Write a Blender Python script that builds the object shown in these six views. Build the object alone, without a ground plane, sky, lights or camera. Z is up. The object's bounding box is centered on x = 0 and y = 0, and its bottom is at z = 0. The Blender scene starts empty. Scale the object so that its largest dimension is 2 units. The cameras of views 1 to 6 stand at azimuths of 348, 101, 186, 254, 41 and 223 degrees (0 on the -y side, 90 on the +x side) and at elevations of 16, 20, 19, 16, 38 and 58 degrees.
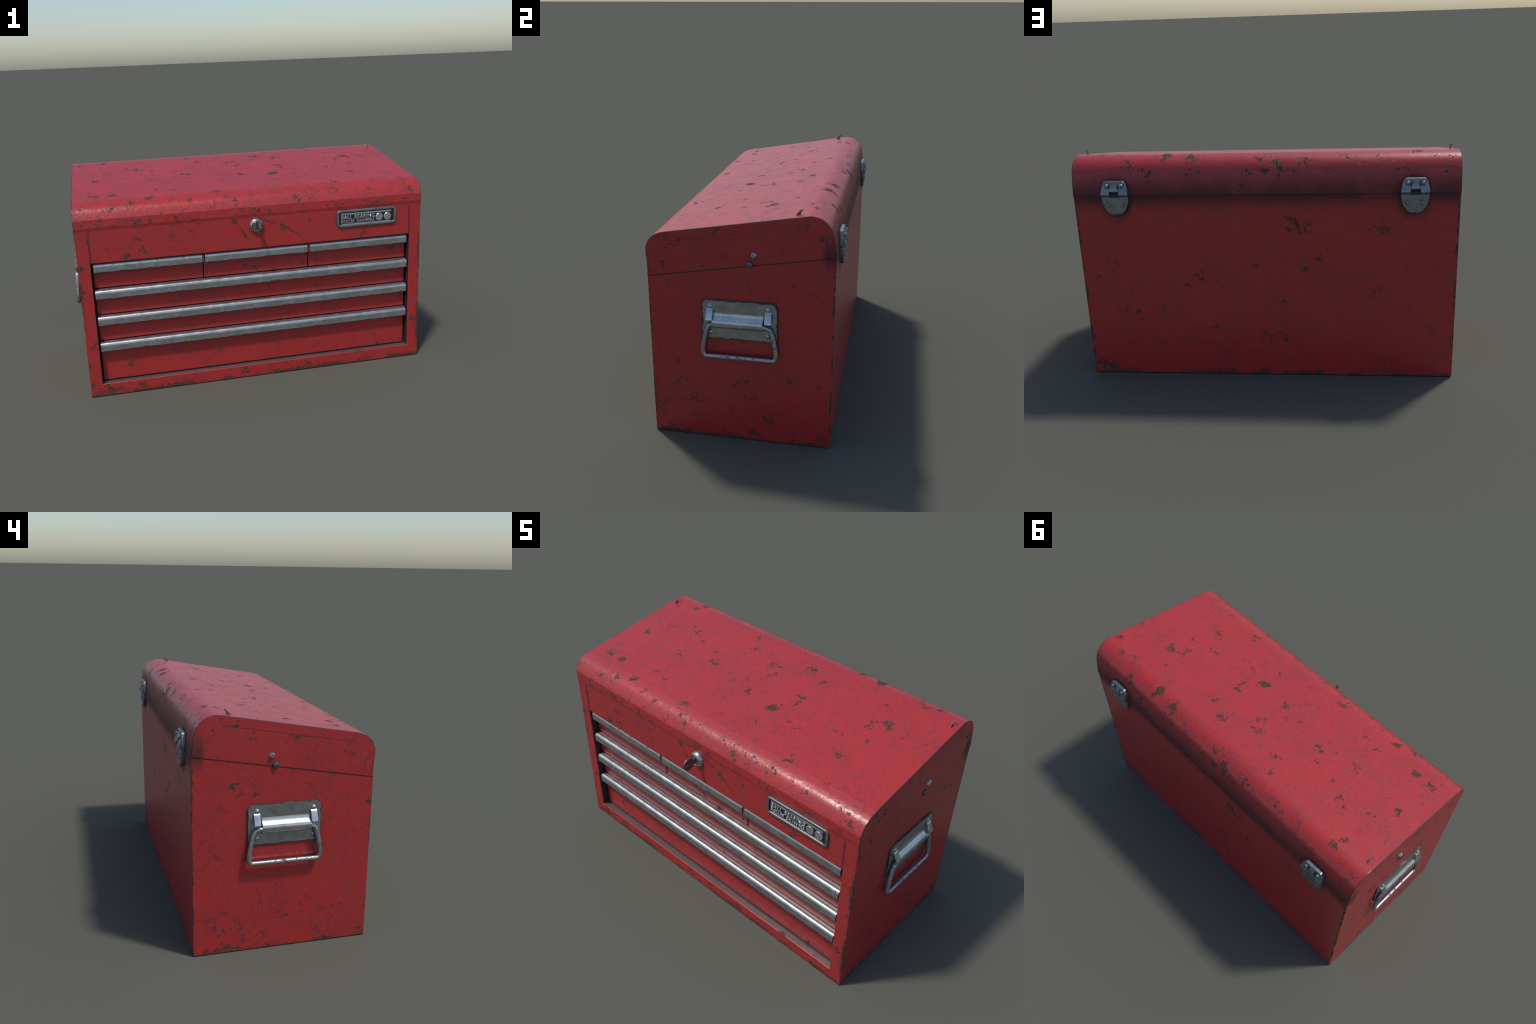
"""Worn red steel tool chest: sloping hinged lid with rounded front and back edges, a fall-front
panel with badge and key lock, six drawers with metal pulls, two drop handles, two hinges.
Frame: metres, z up, front faces -y."""
import bpy, bmesh, math
from math import sin, cos, pi, radians
from mathutils import Vector, Matrix

SLOPE = 0.1676                       # rise of the lid (and of the lid seam) per metre of depth
HALF_W = 0.961                       # half width of the box
Y_FRONT, Y_BACK = -0.411, 0.4755
SEAM_Z = 0.914                       # height of the lid seam on the sides at y = 0

# ------------------------------------------------------------------ where the paint is chipped
# lid top: x, y, radius
WEAR_TOP = [(0.687, -0.012, 0.023), (0.640, -0.150, 0.027), (0.692, 0.129, 0.031), (0.617, 0.078, 0.018), (0.635, 0.123, 0.013), (0.481, -0.304, 0.018), (0.836, 0.370, 0.023), (0.183, -0.082, 0.026), (0.249, 0.009, 0.013), (0.240, 0.059, 0.013), (0.305, -0.105, 0.014), (0.248, 0.213, 0.016), (0.146, 0.256, 0.024), (-0.027, 0.176, 0.020), (0.009, 0.109, 0.022), (-0.184, -0.313, 0.022), (-0.441, -0.346, 0.011), (-0.423, -0.234, 0.011), (-0.320, 0.010, 0.023), (-0.218, 0.223, 0.020), (-0.518, -0.216, 0.014), (-0.568, -0.335, 0.020), (-0.638, -0.356, 0.019), (-0.756, -0.261, 0.021), (-0.844, -0.255, 0.018), (-0.506, 0.102, 0.014), (-0.585, 0.163, 0.014), (-0.642, 0.184, 0.018), (-0.831, 0.007, 0.018), (-0.769, 0.321, 0.012), (-0.743, 0.367, 0.016), (-0.774, 0.259, 0.012), (-0.142, -0.042, 0.015), (-0.001, -0.060, 0.017), (0.712, -0.333, 0.016), (0.001, 0.422, 0.017), (0.362, -0.130, 0.010), (-0.370, 0.081, 0.015), (-0.526, -0.036, 0.015), ]
WEAR_BACK_ARC = [(0.687, 0.445, 1.137, 0.037, 0.022), (0.595, 0.449, 1.129, 0.017, 0.016), (0.631, 0.455, 1.112, 0.017, 0.010), (0.488, 0.382, 1.174, 0.028, 0.047), (0.372, 0.411, 1.166, 0.035, 0.039), (0.367, 0.447, 1.133, 0.016, 0.018), (0.317, 0.450, 1.125, 0.023, 0.014), (0.011, 0.413, 1.166, 0.016, 0.021), (0.075, 0.459, 1.102, 0.013, 0.018), (-0.014, 0.458, 1.105, 0.020, 0.018), (0.020, 0.451, 1.123, 0.013, 0.013), (-0.073, 0.443, 1.139, 0.031, 0.029), (-0.100, 0.454, 1.114, 0.035, 0.021), (-0.179, 0.451, 1.122, 0.011, 0.007), (-0.219, 0.437, 1.145, 0.035, 0.021), (-0.276, 0.438, 1.144, 0.012, 0.017), (-0.407, 0.404, 1.169, 0.025, 0.017), (-0.576, 0.441, 1.141, 0.016, 0.010), (0.132, 0.458, 1.106, 0.011, 0.011), ]
WEAR_BACK = [(-0.130, 0.867, 0.018, 0.017), (-0.152, 0.836, 0.025, 0.019), (-0.187, 0.812, 0.023, 0.013), (-0.226, 0.800, 0.008, 0.008), (-0.215, 0.845, 0.008, 0.008), (-0.544, 0.815, 0.016, 0.017), (-0.584, 0.821, 0.013, 0.014), (-0.624, 0.814, 0.009, 0.009), (-0.585, 0.788, 0.018, 0.007), (-0.271, 0.661, 0.020, 0.014), (0.332, 0.568, 0.027, 0.018), (0.409, 0.513, 0.013, 0.009), (0.785, 0.665, 0.010, 0.010), (0.755, 0.680, 0.007, 0.007), (0.777, 0.636, 0.017, 0.008), (0.752, 0.391, 0.008, 0.008), (0.693, 0.350, 0.025, 0.008), (0.686, 0.322, 0.008, 0.008), (-0.003, 0.226, 0.019, 0.016), (-0.061, 0.246, 0.019, 0.013), (-0.084, 0.225, 0.024, 0.008), (0.901, 0.550, 0.012, 0.012), (0.914, 0.062, 0.041, 0.022), (0.846, 0.036, 0.041, 0.028), (0.226, 0.017, 0.040, 0.017), (0.029, 0.031, 0.034, 0.027), (-0.607, 0.021, 0.057, 0.015), (0.400, 0.015, 0.030, 0.009), ]
WEAR_BACK_SCRATCH = [(0.605, 0.340, 0.428, 0.495), (-0.228, 0.812, -0.443, 0.697), (-0.370, 0.581, -0.669, 0.580), (-0.439, 0.453, -0.636, 0.446), (-0.663, 0.454, -0.938, 0.171), (0.502, 0.290, -0.008, 0.247), (0.284, 0.571, 0.169, 0.440), (0.556, 0.229, 0.199, 0.158), (-0.144, 0.688, -0.261, 0.620), (-0.586, 0.735, -0.680, 0.846), ]
WEAR_RIGHT_SIDE = [(-0.334, 1.049, 0.013, 0.013), (-0.255, 1.016, 0.013, 0.013), (-0.107, 1.021, 0.006, 0.006), (-0.318, 0.979, 0.011, 0.011), (-0.330, 0.918, 0.011, 0.016), (-0.142, 0.915, 0.011, 0.011), (-0.051, 0.960, 0.019, 0.009), (-0.079, 1.076, 0.013, 0.013), (0.341, 1.113, 0.005, 0.018), (0.415, 1.092, 0.012, 0.012), (-0.324, 0.670, 0.010, 0.006), (-0.316, 0.610, 0.006, 0.006), (-0.263, 0.402, 0.008, 0.009), (-0.247, 0.307, 0.008, 0.009), (0.007, 0.304, 0.016, 0.012), (0.058, 0.322, 0.009, 0.010), (-0.211, 0.190, 0.021, 0.010), (-0.136, 0.222, 0.017, 0.010), (0.096, 0.229, 0.013, 0.015), (0.168, 0.350, 0.007, 0.007), (0.217, 0.352, 0.007, 0.007), (0.276, 0.340, 0.011, 0.012), (0.089, 0.040, 0.029, 0.012), (0.179, 0.110, 0.011, 0.013), (0.224, 0.058, 0.009, 0.010), (0.249, 0.042, 0.011, 0.013), (0.274, 0.051, 0.009, 0.010), (0.421, 0.338, 0.011, 0.012), (-0.252, 0.192, 0.009, 0.010), (-0.251, 0.866, 0.009, 0.004), (0.435, 0.028, 0.044, 0.028), (-0.224, 0.013, 0.036, 0.011), ]
WEAR_RIGHT_SIDE_SCRATCH = [(0.290, 0.855, 0.466, 0.749), (0.052, 0.869, 0.104, 0.773), (-0.233, 0.071, -0.092, 0.153), (-0.273, 0.234, -0.091, 0.166), (0.123, 0.154, 0.190, 0.225), (0.021, 0.103, 0.089, 0.047), ]
WEAR_LEFT_SIDE = [(0.274, 1.130, 0.019, 0.011), (0.185, 1.075, 0.029, 0.011), (-0.014, 1.064, 0.012, 0.012), (0.030, 1.057, 0.020, 0.008), (0.445, 1.037, 0.009, 0.007), (0.363, 0.995, 0.007, 0.008), (0.395, 1.072, 0.009, 0.009), (-0.174, 0.938, 0.009, 0.009), (-0.306, 0.963, 0.009, 0.009), (-0.305, 0.900, 0.009, 0.009), (-0.258, 0.993, 0.006, 0.006), (-0.357, 0.902, 0.011, 0.008), (0.287, 0.846, 0.024, 0.014), (0.244, 0.814, 0.008, 0.020), (0.339, 0.879, 0.009, 0.010), (0.166, 0.798, 0.010, 0.014), (0.416, 0.648, 0.008, 0.008), (0.330, 0.742, 0.012, 0.004), (-0.317, 0.583, 0.016, 0.004), (0.305, 0.215, 0.008, 0.009), (0.269, 0.161, 0.009, 0.010), (0.078, 0.333, 0.006, 0.006), (0.168, 0.245, 0.008, 0.009), (0.064, 0.194, 0.011, 0.011), (-0.067, 0.208, 0.010, 0.010), (-0.163, 0.083, 0.015, 0.016), (-0.200, 0.112, 0.016, 0.007), (0.014, 0.093, 0.009, 0.009), (0.393, 0.470, 0.006, 0.006), (-0.381, 0.048, 0.029, 0.024), (0.310, 0.030, 0.041, 0.013), (0.391, 0.014, 0.051, 0.009), (-0.395, 0.724, 0.009, 0.017), (-0.397, 0.682, 0.007, 0.015), (-0.287, 0.026, 0.034, 0.009), ]
WEAR_LEFT_SIDE_SCRATCH = [(-0.098, 0.803, -0.219, 0.738), (0.180, 0.379, 0.115, 0.154), (0.469, 0.190, 0.340, 0.162), (0.407, 0.559, 0.320, 0.457), (0.217, 0.034, 0.084, 0.127), (-0.049, 0.288, -0.159, 0.197), (0.225, 0.891, 0.167, 0.818), (-0.040, 0.853, -0.144, 0.795), ]
WEAR_FRONT_ARC = [(-0.836, -0.404, 1.008, 0.019, 0.014), (-0.795, -0.397, 1.023, 0.010, 0.010), (-0.763, -0.396, 1.026, 0.010, 0.014), (-0.733, -0.399, 1.019, 0.008, 0.008), (-0.952, -0.398, 1.022, 0.008, 0.015), (-0.498, -0.408, 0.998, 0.018, 0.011), (-0.572, -0.336, 1.065, 0.018, 0.017), (-0.436, -0.344, 1.062, 0.008, 0.016), (-0.186, -0.304, 1.072, 0.021, 0.015), (-0.330, -0.379, 1.042, 0.010, 0.013), (-0.386, -0.405, 1.006, 0.006, 0.010), (-0.222, -0.402, 1.012, 0.006, 0.010), (-0.106, -0.396, 1.024, 0.010, 0.013), (-0.039, -0.394, 1.029, 0.006, 0.008), (0.162, -0.370, 1.051, 0.009, 0.013), (0.266, -0.401, 1.014, 0.005, 0.005), (0.419, -0.371, 1.050, 0.009, 0.011), (0.480, -0.292, 1.074, 0.011, 0.013), (0.708, -0.325, 1.067, 0.015, 0.014), (0.876, -0.393, 1.029, 0.020, 0.017), (0.902, -0.402, 1.012, 0.016, 0.016), ]
WEAR_FRONT = [(-0.928, 0.953, 0.019, 0.012), (-0.760, 0.934, 0.024, 0.005), (-0.581, 0.959, 0.012, 0.010), (-0.431, 0.954, 0.014, 0.006), (-0.325, 0.950, 0.036, 0.010), (-0.018, 0.955, 0.011, 0.011), (0.009, 0.953, 0.013, 0.013), (0.415, 0.950, 0.011, 0.006), (0.477, 0.950, 0.028, 0.009), (0.679, 0.958, 0.029, 0.013), (0.869, 0.960, 0.012, 0.008), (-0.634, 0.864, 0.020, 0.010), (-0.805, 0.824, 0.008, 0.019), (-0.619, 0.800, 0.008, 0.019), (-0.716, 0.778, 0.012, 0.010), (-0.360, 0.796, 0.008, 0.008), (-0.124, 0.922, 0.015, 0.009), (0.293, 0.888, 0.009, 0.015), (0.114, 0.890, 0.015, 0.010), (0.145, 0.855, 0.017, 0.010), (0.623, 0.781, 0.021, 0.011), (-0.317, 0.913, 0.012, 0.010), (-0.089, 0.031, 0.028, 0.021), (0.283, 0.027, 0.029, 0.017), (-0.431, 0.027, 0.022, 0.009), (-0.667, 0.026, 0.032, 0.009), (0.620, 0.015, 0.049, 0.010), (-0.876, 0.028, 0.062, 0.016), (0.947, 0.293, 0.010, 0.017), (0.940, 0.233, 0.012, 0.015), (-0.947, 0.719, 0.008, 0.021), (-0.958, 0.615, 0.008, 0.026), (0.219, 0.022, 0.023, 0.012), ]
WEAR_FRONT_SCRATCH = [(-0.119, 0.916, -0.040, 0.797), (0.108, 0.896, 0.269, 0.790), (0.910, 0.200, 0.960, 0.145), (0.606, 0.769, 0.652, 0.804), (0.003, 0.932, 0.108, 0.880), ]
WEAR_DRAWER = [(-0.429, 0.619, 0.047, 0.011), (0.242, 0.512, 0.023, 0.010), (-0.740, 0.484, 0.012, 0.007), (-0.497, 0.323, 0.019, 0.007), (0.352, 0.645, 0.010, 0.010), (0.229, 0.683, 0.011, 0.007), (-0.699, 0.180, 0.047, 0.018), (-0.738, 0.151, 0.021, 0.011), (-0.674, 0.154, 0.032, 0.014), (-0.230, 0.163, 0.020, 0.007), (-0.283, 0.117, 0.013, 0.009), (0.807, 0.101, 0.025, 0.015), (0.722, 0.088, 0.062, 0.010), (0.801, 0.672, 0.010, 0.009), ]
WEAR_DRAWER_SCRATCH = [(0.737, 0.381, 0.786, 0.333), (0.761, 0.350, 0.804, 0.367), ]

def side_of_lid(rows):
    return [r for r in rows if r[1] > SEAM_Z + SLOPE * r[0]]

def side_of_body(rows):
    return [r for r in rows if r[1] <= SEAM_Z + SLOPE * r[0]]

# ================================================================== node helpers
class Nodes:
    """Small helper for writing node trees as expressions."""
    def __init__(self, name):
        self.mat = bpy.data.materials.new(name)
        self.mat.use_nodes = True
        self.t = self.mat.node_tree
        self.t.nodes.clear()
        self.out = self.t.nodes.new("ShaderNodeOutputMaterial")

    def put(self, sock, v):
        if isinstance(v, bpy.types.NodeSocket):
            self.t.links.new(v, sock)
        elif v is not None:
            sock.default_value = v

    def math(self, op, a, b=None, c=None, clamp=False):
        n = self.t.nodes.new("ShaderNodeMath"); n.operation = op; n.use_clamp = clamp
        for i, v in enumerate((a, b, c)):
            self.put(n.inputs[i], v)
        return n.outputs[0]

    def add(self, a, b): return self.math("ADD", a, b)
    def sub(self, a, b): return self.math("SUBTRACT", a, b)
    def mul(self, a, b): return self.math("MULTIPLY", a, b)
    def max(self, a, b): return self.math("MAXIMUM", a, b)
    def min(self, a, b): return self.math("MINIMUM", a, b)
    def abs(self, a): return self.math("ABSOLUTE", a)

    def vmath(self, op, a, b=None):
        n = self.t.nodes.new("ShaderNodeVectorMath"); n.operation = op
        self.put(n.inputs[0], a); self.put(n.inputs[1], b)
        return n.outputs["Value"] if op in ("LENGTH", "DISTANCE", "DOT_PRODUCT") else n.outputs[0]

    def scale(self, v, s):
        n = self.t.nodes.new("ShaderNodeVectorMath"); n.operation = "SCALE"
        self.put(n.inputs[0], v); n.inputs["Scale"].default_value = s
        return n.outputs[0]

    def smooth(self, v, lo, hi, a=0.0, b=1.0):
        n = self.t.nodes.new("ShaderNodeMapRange"); n.interpolation_type = "SMOOTHSTEP"
        self.put(n.inputs["Value"], v)
        n.inputs["From Min"].default_value = lo; n.inputs["From Max"].default_value = hi
        n.inputs["To Min"].default_value = a; n.inputs["To Max"].default_value = b
        return n.outputs[0]

    def noise(self, vec, scale, detail=3.0, rough=0.55, colour=False):
        n = self.t.nodes.new("ShaderNodeTexNoise")
        self.put(n.inputs["Vector"], vec)
        n.inputs["Scale"].default_value = scale
        n.inputs["Detail"].default_value = detail
        n.inputs["Roughness"].default_value = rough
        return n.outputs["Color" if colour else 0]

    def mapping(self, vec, loc=(0, 0, 0), rot=(0, 0, 0), scale=(1, 1, 1), kind="POINT"):
        n = self.t.nodes.new("ShaderNodeMapping"); n.vector_type = kind
        self.put(n.inputs["Vector"], vec)
        n.inputs["Location"].default_value = loc
        n.inputs["Rotation"].default_value = rot
        n.inputs["Scale"].default_value = scale
        return n.outputs[0]

    def mix(self, fac, a, b):
        n = self.t.nodes.new("ShaderNodeMix"); n.data_type = "RGBA"
        self.put(n.inputs[0], fac)
        self.put(n.inputs[6], (*a, 1) if isinstance(a, tuple) else a)
        self.put(n.inputs[7], (*b, 1) if isinstance(b, tuple) else b)
        return n.outputs[2]

    def mixf(self, fac, a, b):
        n = self.t.nodes.new("ShaderNodeMix"); n.data_type = "FLOAT"
        self.put(n.inputs[0], fac); self.put(n.inputs[2], a); self.put(n.inputs[3], b)
        return n.outputs[0]

    def xyz(self, v):
        n = self.t.nodes.new("ShaderNodeSeparateXYZ"); self.put(n.inputs[0], v)
        return n.outputs

    def join(self, x, y, z):
        n = self.t.nodes.new("ShaderNodeCombineXYZ")
        for i, v in enumerate((x, y, z)):
            self.put(n.inputs[i], v)
        return n.outputs[0]

    def after(self, vec, value):
        """vec, unchanged, but evaluated after value (keeps long chains within the shader stack)."""
        n = self.t.nodes.new("ShaderNodeVectorMath"); n.operation = "MULTIPLY_ADD"
        self.put(n.inputs[0], value); n.inputs[1].default_value = (1e-9, 1e-9, 1e-9)
        self.put(n.inputs[2], vec)
        return n.outputs[0]

    def coords(self):
        return self.t.nodes.new("ShaderNodeTexCoord").outputs["Object"]

    def occlusion(self, distance):
        n = self.t.nodes.new("ShaderNodeAmbientOcclusion")
        n.samples = 8; n.inputs["Distance"].default_value = distance
        return n.outputs["AO"]

    def bump(self, height, strength, distance, normal=None):
        n = self.t.nodes.new("ShaderNodeBump")
        n.inputs["Strength"].default_value = strength
        n.inputs["Distance"].default_value = distance
        self.put(n.inputs["Height"], height); self.put(n.inputs["Normal"], normal)
        return n.outputs[0]

    def shade(self, colour, rough, metallic=0.0, normal=None, specular=0.5):
        n = self.t.nodes.new("ShaderNodeBsdfPrincipled")
        self.put(n.inputs["Base Color"], (*colour, 1) if isinstance(colour, tuple) else colour)
        self.put(n.inputs["Roughness"], rough)
        self.put(n.inputs["Metallic"], metallic)
        self.put(n.inputs["Specular IOR Level"], specular)
        self.put(n.inputs["Normal"], normal)
        self.t.links.new(n.outputs[0], self.out.inputs[0])
        return self.mat


# ================================================================== materials
RED = (0.49, 0.030, 0.028)
RED_GRIMY = (0.335, 0.035, 0.036)
RUST = (0.064, 0.034, 0.021)
RUST_PALE = (0.100, 0.055, 0.034)
OCCLUSION_TINT = (0.030, 0.022, 0.028)

def round_wear(top=(), arc=(), back=(), front=(), right=(), left=()):
    """Chip spots as (centre, half axes) ellipsoids in object space."""
    spots = []
    for x, y, r in top:
        spots.append(((x, y, 1.1228 + SLOPE * y), (r, r, 0.04)))
    for x, y, z, rx, rs in arc:
        spots.append(((x, y, z), (rx, rs, rs)))
    for x, z, rx, rz in back:
        spots.append(((x, Y_BACK, z), (rx, 0.03, rz)))
    for x, z, rx, rz in front:
        spots.append(((x, Y_FRONT, z), (rx, 0.05, rz)))
    for rows, s in ((right, 1), (left, -1)):
        for y, z, ry, rz in rows:
            spots.append(((s * HALF_W, y, z), (0.03, ry, rz)))
    return spots

def line_wear(back=(), front=(), right=(), left=(), width=0.0048):
    """Scratches as long thin ellipsoids: (centre, half axes, rotation)."""
    lines = []
    for rows, y in ((back, Y_BACK), (front, Y_FRONT)):
        for x0, z0, x1, z1 in rows:
            half = math.hypot(x1 - x0, z1 - z0) * 0.58
            lines.append((((x0 + x1) / 2, y, (z0 + z1) / 2), (half, 0.05, width),
                          (0, -math.atan2(z1 - z0, x1 - x0), 0)))
    for rows, s in ((right, 1), (left, -1)):
        for y0, z0, y1, z1 in rows:
            half = math.hypot(y1 - y0, z1 - z0) * 0.58
            lines.append(((s * HALF_W, (y0 + y1) / 2, (z0 + z1) / 2), (0.03, half, width),
                          (math.atan2(z1 - z0, y1 - y0), 0, 0)))
    return lines

def paint(name, spots, lines, kind):
    """Old red enamel: mottling, hairline scratches, rust chips, worn edges, occlusion shade tinted into corners."""
    m = Nodes(name)
    P = m.coords()
    x, y, z = m.xyz(P)
    ax = m.abs(x)
    warp = m.scale(m.vmath("SUBTRACT", m.noise(P, 30, 4, 0.6, True), (0.5, 0.5, 0.5)), 0.150)
    Q = m.vmath("ADD", P, warp)
    fine = m.noise(P, 50, 4, 0.62)
    mid = m.noise(P, 17, 4, 0.6)
    broad = m.noise(P, 4.2, 3, 0.55)

    # --- chips
    field = None
    for i, (c, r) in enumerate(spots):
        if i % 6 == 0 and field is not None:
            Q = m.after(Q, field)
        d = m.vmath("LENGTH", m.mapping(Q, c, (0, 0, 0), r, "TEXTURE"))
        field = d if field is None else m.min(field, d)
    field = m.min(m.sub(1.48, field), 0.80) if field is not None else None
    edge_field = []
    if kind == "body":
        edge_field.append(m.mul(m.smooth(z, 0.0, 0.045, 1.0, 0.0), m.smooth(m.noise(P, 6, 2), 0.40, 0.58, 0.25, 0.95)))
        upright = m.smooth(m.abs(m.sub(y, 0.032)), 0.425, 0.443, 0.0, 0.8)
        upright = m.mul(upright, m.smooth(ax, 0.935, 0.9585, 0.0, 1.0))
        edge_field.append(m.mul(upright, m.smooth(m.noise(P, 7, 2), 0.42, 0.60, 0.4, 1.1)))
    for e in edge_field:
        field = e if field is None else m.max(field, e)
    # --- long scratches
    scratch = None
    Qs = m.vmath("ADD", P, m.scale(m.vmath("SUBTRACT", m.noise(P, 12, 2, 0.5, True), (0.5, 0.5, 0.5)), 0.012))
    for i, (c, r, rot) in enumerate(lines):
        if i % 6 == 0 and scratch is not None:
            Qs = m.after(Qs, scratch)
        d = m.vmath("LENGTH", m.mapping(Qs, c, rot, r, "TEXTURE"))
        scratch = d if scratch is None else m.min(scratch, d)
    cluster = m.mul(m.smooth(m.noise(P, 6.5, 3, 0.6), 0.54, 0.68, 0.0, 0.47), m.smooth(m.noise(P, 28, 2), 0.42, 0.60))
    field = m.max(field, cluster)
    if kind == "panel":                      # scrapes on the front panel have rusted through
        field = m.max(field, m.smooth(m.sub(1.0, scratch), -0.1, 0.6, 0.0, 0.62))
    if kind == "lid":                        # knocks along the front roll and lip, and the back roll
        near = m.max(m.smooth(y, -0.37, -0.33, 1.0, 0.0), m.smooth(y, 0.36, 0.40, 0.0, 0.8))
        field = m.max(field, m.mul(near, m.smooth(m.noise(P, 15, 3, 0.6), 0.50, 0.62, 0.0, 0.46)))
    if kind == "body":                       # pitting low on the ends and along the rail
        low = m.mul(m.smooth(z, 0.06, 0.42, 1.0, 0.0), m.smooth(m.noise(P, 13, 3, 0.6), 0.50, 0.64, 0.0, 0.46))
        field = m.max(field, m.mul(low, m.smooth(y, 0.46, 0.47, 1.0, 0.6)))
    rag = m.add(m.mul(m.sub(fine, 0.5), 2.6), m.mul(m.sub(mid, 0.5), 1.4))
    rust = m.smooth(m.add(field, rag), 0.54, 0.84)
    halo = m.smooth(m.add(field, m.mul(rag, 0.6)), 0.22, 0.72, 0.0, 0.65)

    if scratch is not None:
        scratch = m.smooth(m.add(m.sub(1.0, scratch), m.mul(m.sub(fine, 0.5), 0.8)), 0.05, 0.75, 0.0, 0.62)

    # --- hairlines: thin ridges of strongly stretched noise in several directions
    hair = None
    for i, rot in enumerate(((0.5, 0.35, 0.6), (-0.7, -0.4, -0.9), (1.1, 0.9, 1.9), (0.2, -0.8, 2.6))):
        v = m.mapping(P, (i * 3.1, i * 1.7, i), rot, (0.55, 0.034, 0.034), "TEXTURE")
        n = m.smooth(m.abs(m.sub(m.noise(v, 1.0, 1, 0.5), 0.5)), 0.002, 0.011, 1.0, 0.0)
        n = m.mul(n, m.smooth(m.noise(P, 3.1 + i, 2), 0.46, 0.60))
        hair = n if hair is None else m.max(hair, n)
    hair = m.mul(hair, 0.48)
    specks = m.smooth(m.noise(P, 130, 2, 0.5), 0.67, 0.74, 0.0, 0.55)

    # --- contact shade: ambient occlusion mixed into the paint colour
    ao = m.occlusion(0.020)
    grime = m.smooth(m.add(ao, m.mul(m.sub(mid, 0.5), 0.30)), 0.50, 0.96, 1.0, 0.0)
    colour = m.mix(m.smooth(m.add(m.mul(broad, 0.35), m.mul(mid, 0.65)), 0.40, 0.64, 0.0, 0.45), RED, RED_GRIMY)
    scuff = m.noise(m.mapping(P, (2, 1, 0), (0.7, 0.6, 0.75), (0.20, 0.040, 0.040), "TEXTURE"), 1.0, 3, 0.6)
    scuff = m.max(scuff, m.noise(m.mapping(P, (5, 3, 1), (-0.6, -0.8, -0.95), (0.20, 0.040, 0.040), "TEXTURE"), 1.0, 3, 0.6))
    colour = m.mix(m.smooth(scuff, 0.52, 0.72, 0.0, 0.34), colour, (0.25, 0.037, 0.041))
    colour = m.mix(m.smooth(m.noise(P, 190, 2, 0.6), 0.40, 0.68, 0.0, 0.35), colour, (0.17, 0.020, 0.026))
    height = m.mul(m.sub(m.noise(P, 95, 2, 0.5), 0.5), 0.10)
    height = m.add(height, m.mul(m.sub(mid, 0.5), 0.45))

    matt = 0.0
    if kind in ("lid", "body"):
        # soft shade round the back seam and hinges, baked into the colour
        seam = m.mul(m.smooth(z, 0.895, 0.988, 0.0, 1.0), m.smooth(z, 0.995, 1.14, 1.0, 0.0))
        seam = m.mul(m.mul(seam, m.smooth(y, 0.40, 0.44)), m.smooth(m.noise(P, 9, 3), 0.30, 0.55, 0.60, 0.82))
        near_hinge = m.vmath("LENGTH", m.join(m.math("DIVIDE", m.sub(ax, 0.7415), 0.125), m.math("DIVIDE", m.sub(z, 0.985), 0.150), 0.0))
        near_hinge = m.mul(m.smooth(near_hinge, 0.50, 1.0, 0.70, 0.0), m.smooth(y, 0.44, 0.46))
        matt = m.max(seam, near_hinge)
        colour = m.mix(matt, colour, (0.052, 0.022, 0.027))
        # crevice shadow of the lid seam, drawn as a dark line
        off = m.abs(m.sub(m.sub(z, SEAM_Z), m.mul(y, SLOPE)))
        joint = m.mul(m.smooth(off, 0.001, 0.006, 0.85, 0.0), m.max(m.smooth(ax, 0.950, 0.958), m.smooth(y, 0.40, 0.44)))
        colour = m.mix(joint, colour, OCCLUSION_TINT)
    if kind == "lid":
        # edge shading painted as a dark line round the rim of the two ends
        rim = m.mul(m.smooth(ax, 0.9572, 0.9590), m.smooth(ax, 0.9622, 0.9628, 1.0, 0.0))
        colour = m.mix(m.mul(rim, 0.8), colour, OCCLUSION_TINT)
        # folded flaps show through the paint of the ends as shallow dark grooves
        a = math.atan(SLOPE)
        u = m.add(m.mul(y, cos(a)), m.mul(z, sin(a)))
        w = m.sub(m.mul(z, cos(a)), m.mul(y, sin(a)))
        groove = None
        for p, centre, half, r in ((m.join(u, w, 0.0), (0.198, 1.130), (0.329, 0.071), 0.026),
                                   (m.join(y, z, 0.0), (-0.440, 0.852), (0.076, 0.104), 0.032),
                                   (m.join(y, z, 0.0), (0.520, 0.990), (0.090, 0.098), 0.016)):
            q = m.vmath("ABSOLUTE", m.vmath("SUBTRACT", p, (*centre, 0)))
            q = m.vmath("MAXIMUM", m.vmath("SUBTRACT", q, (half[0] - r, half[1] - r, 0)), (0, 0, 0))
            g = m.smooth(m.abs(m.sub(m.vmath("LENGTH", q), r)), 0.001, 0.0058, 1.0, 0.0)
            groove = g if groove is None else m.max(groove, g)
        groove = m.mul(groove, m.smooth(ax, 0.957, 0.961))
        colour = m.mix(m.mul(groove, m.smooth(mid, 0.35, 0.6, 0.25, 0.60)), colour, (0.085, 0.028, 0.040))
        height = m.sub(height, m.mul(groove, 0.18))
        # dents along the front edge
        dent = m.mul(m.smooth(y, -0.36, -0.31, 1.0, 0.0), m.sub(m.noise(P, 34, 2, 0.5), 0.5))
        height = m.add(height, m.mul(dent, 0.7))
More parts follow.
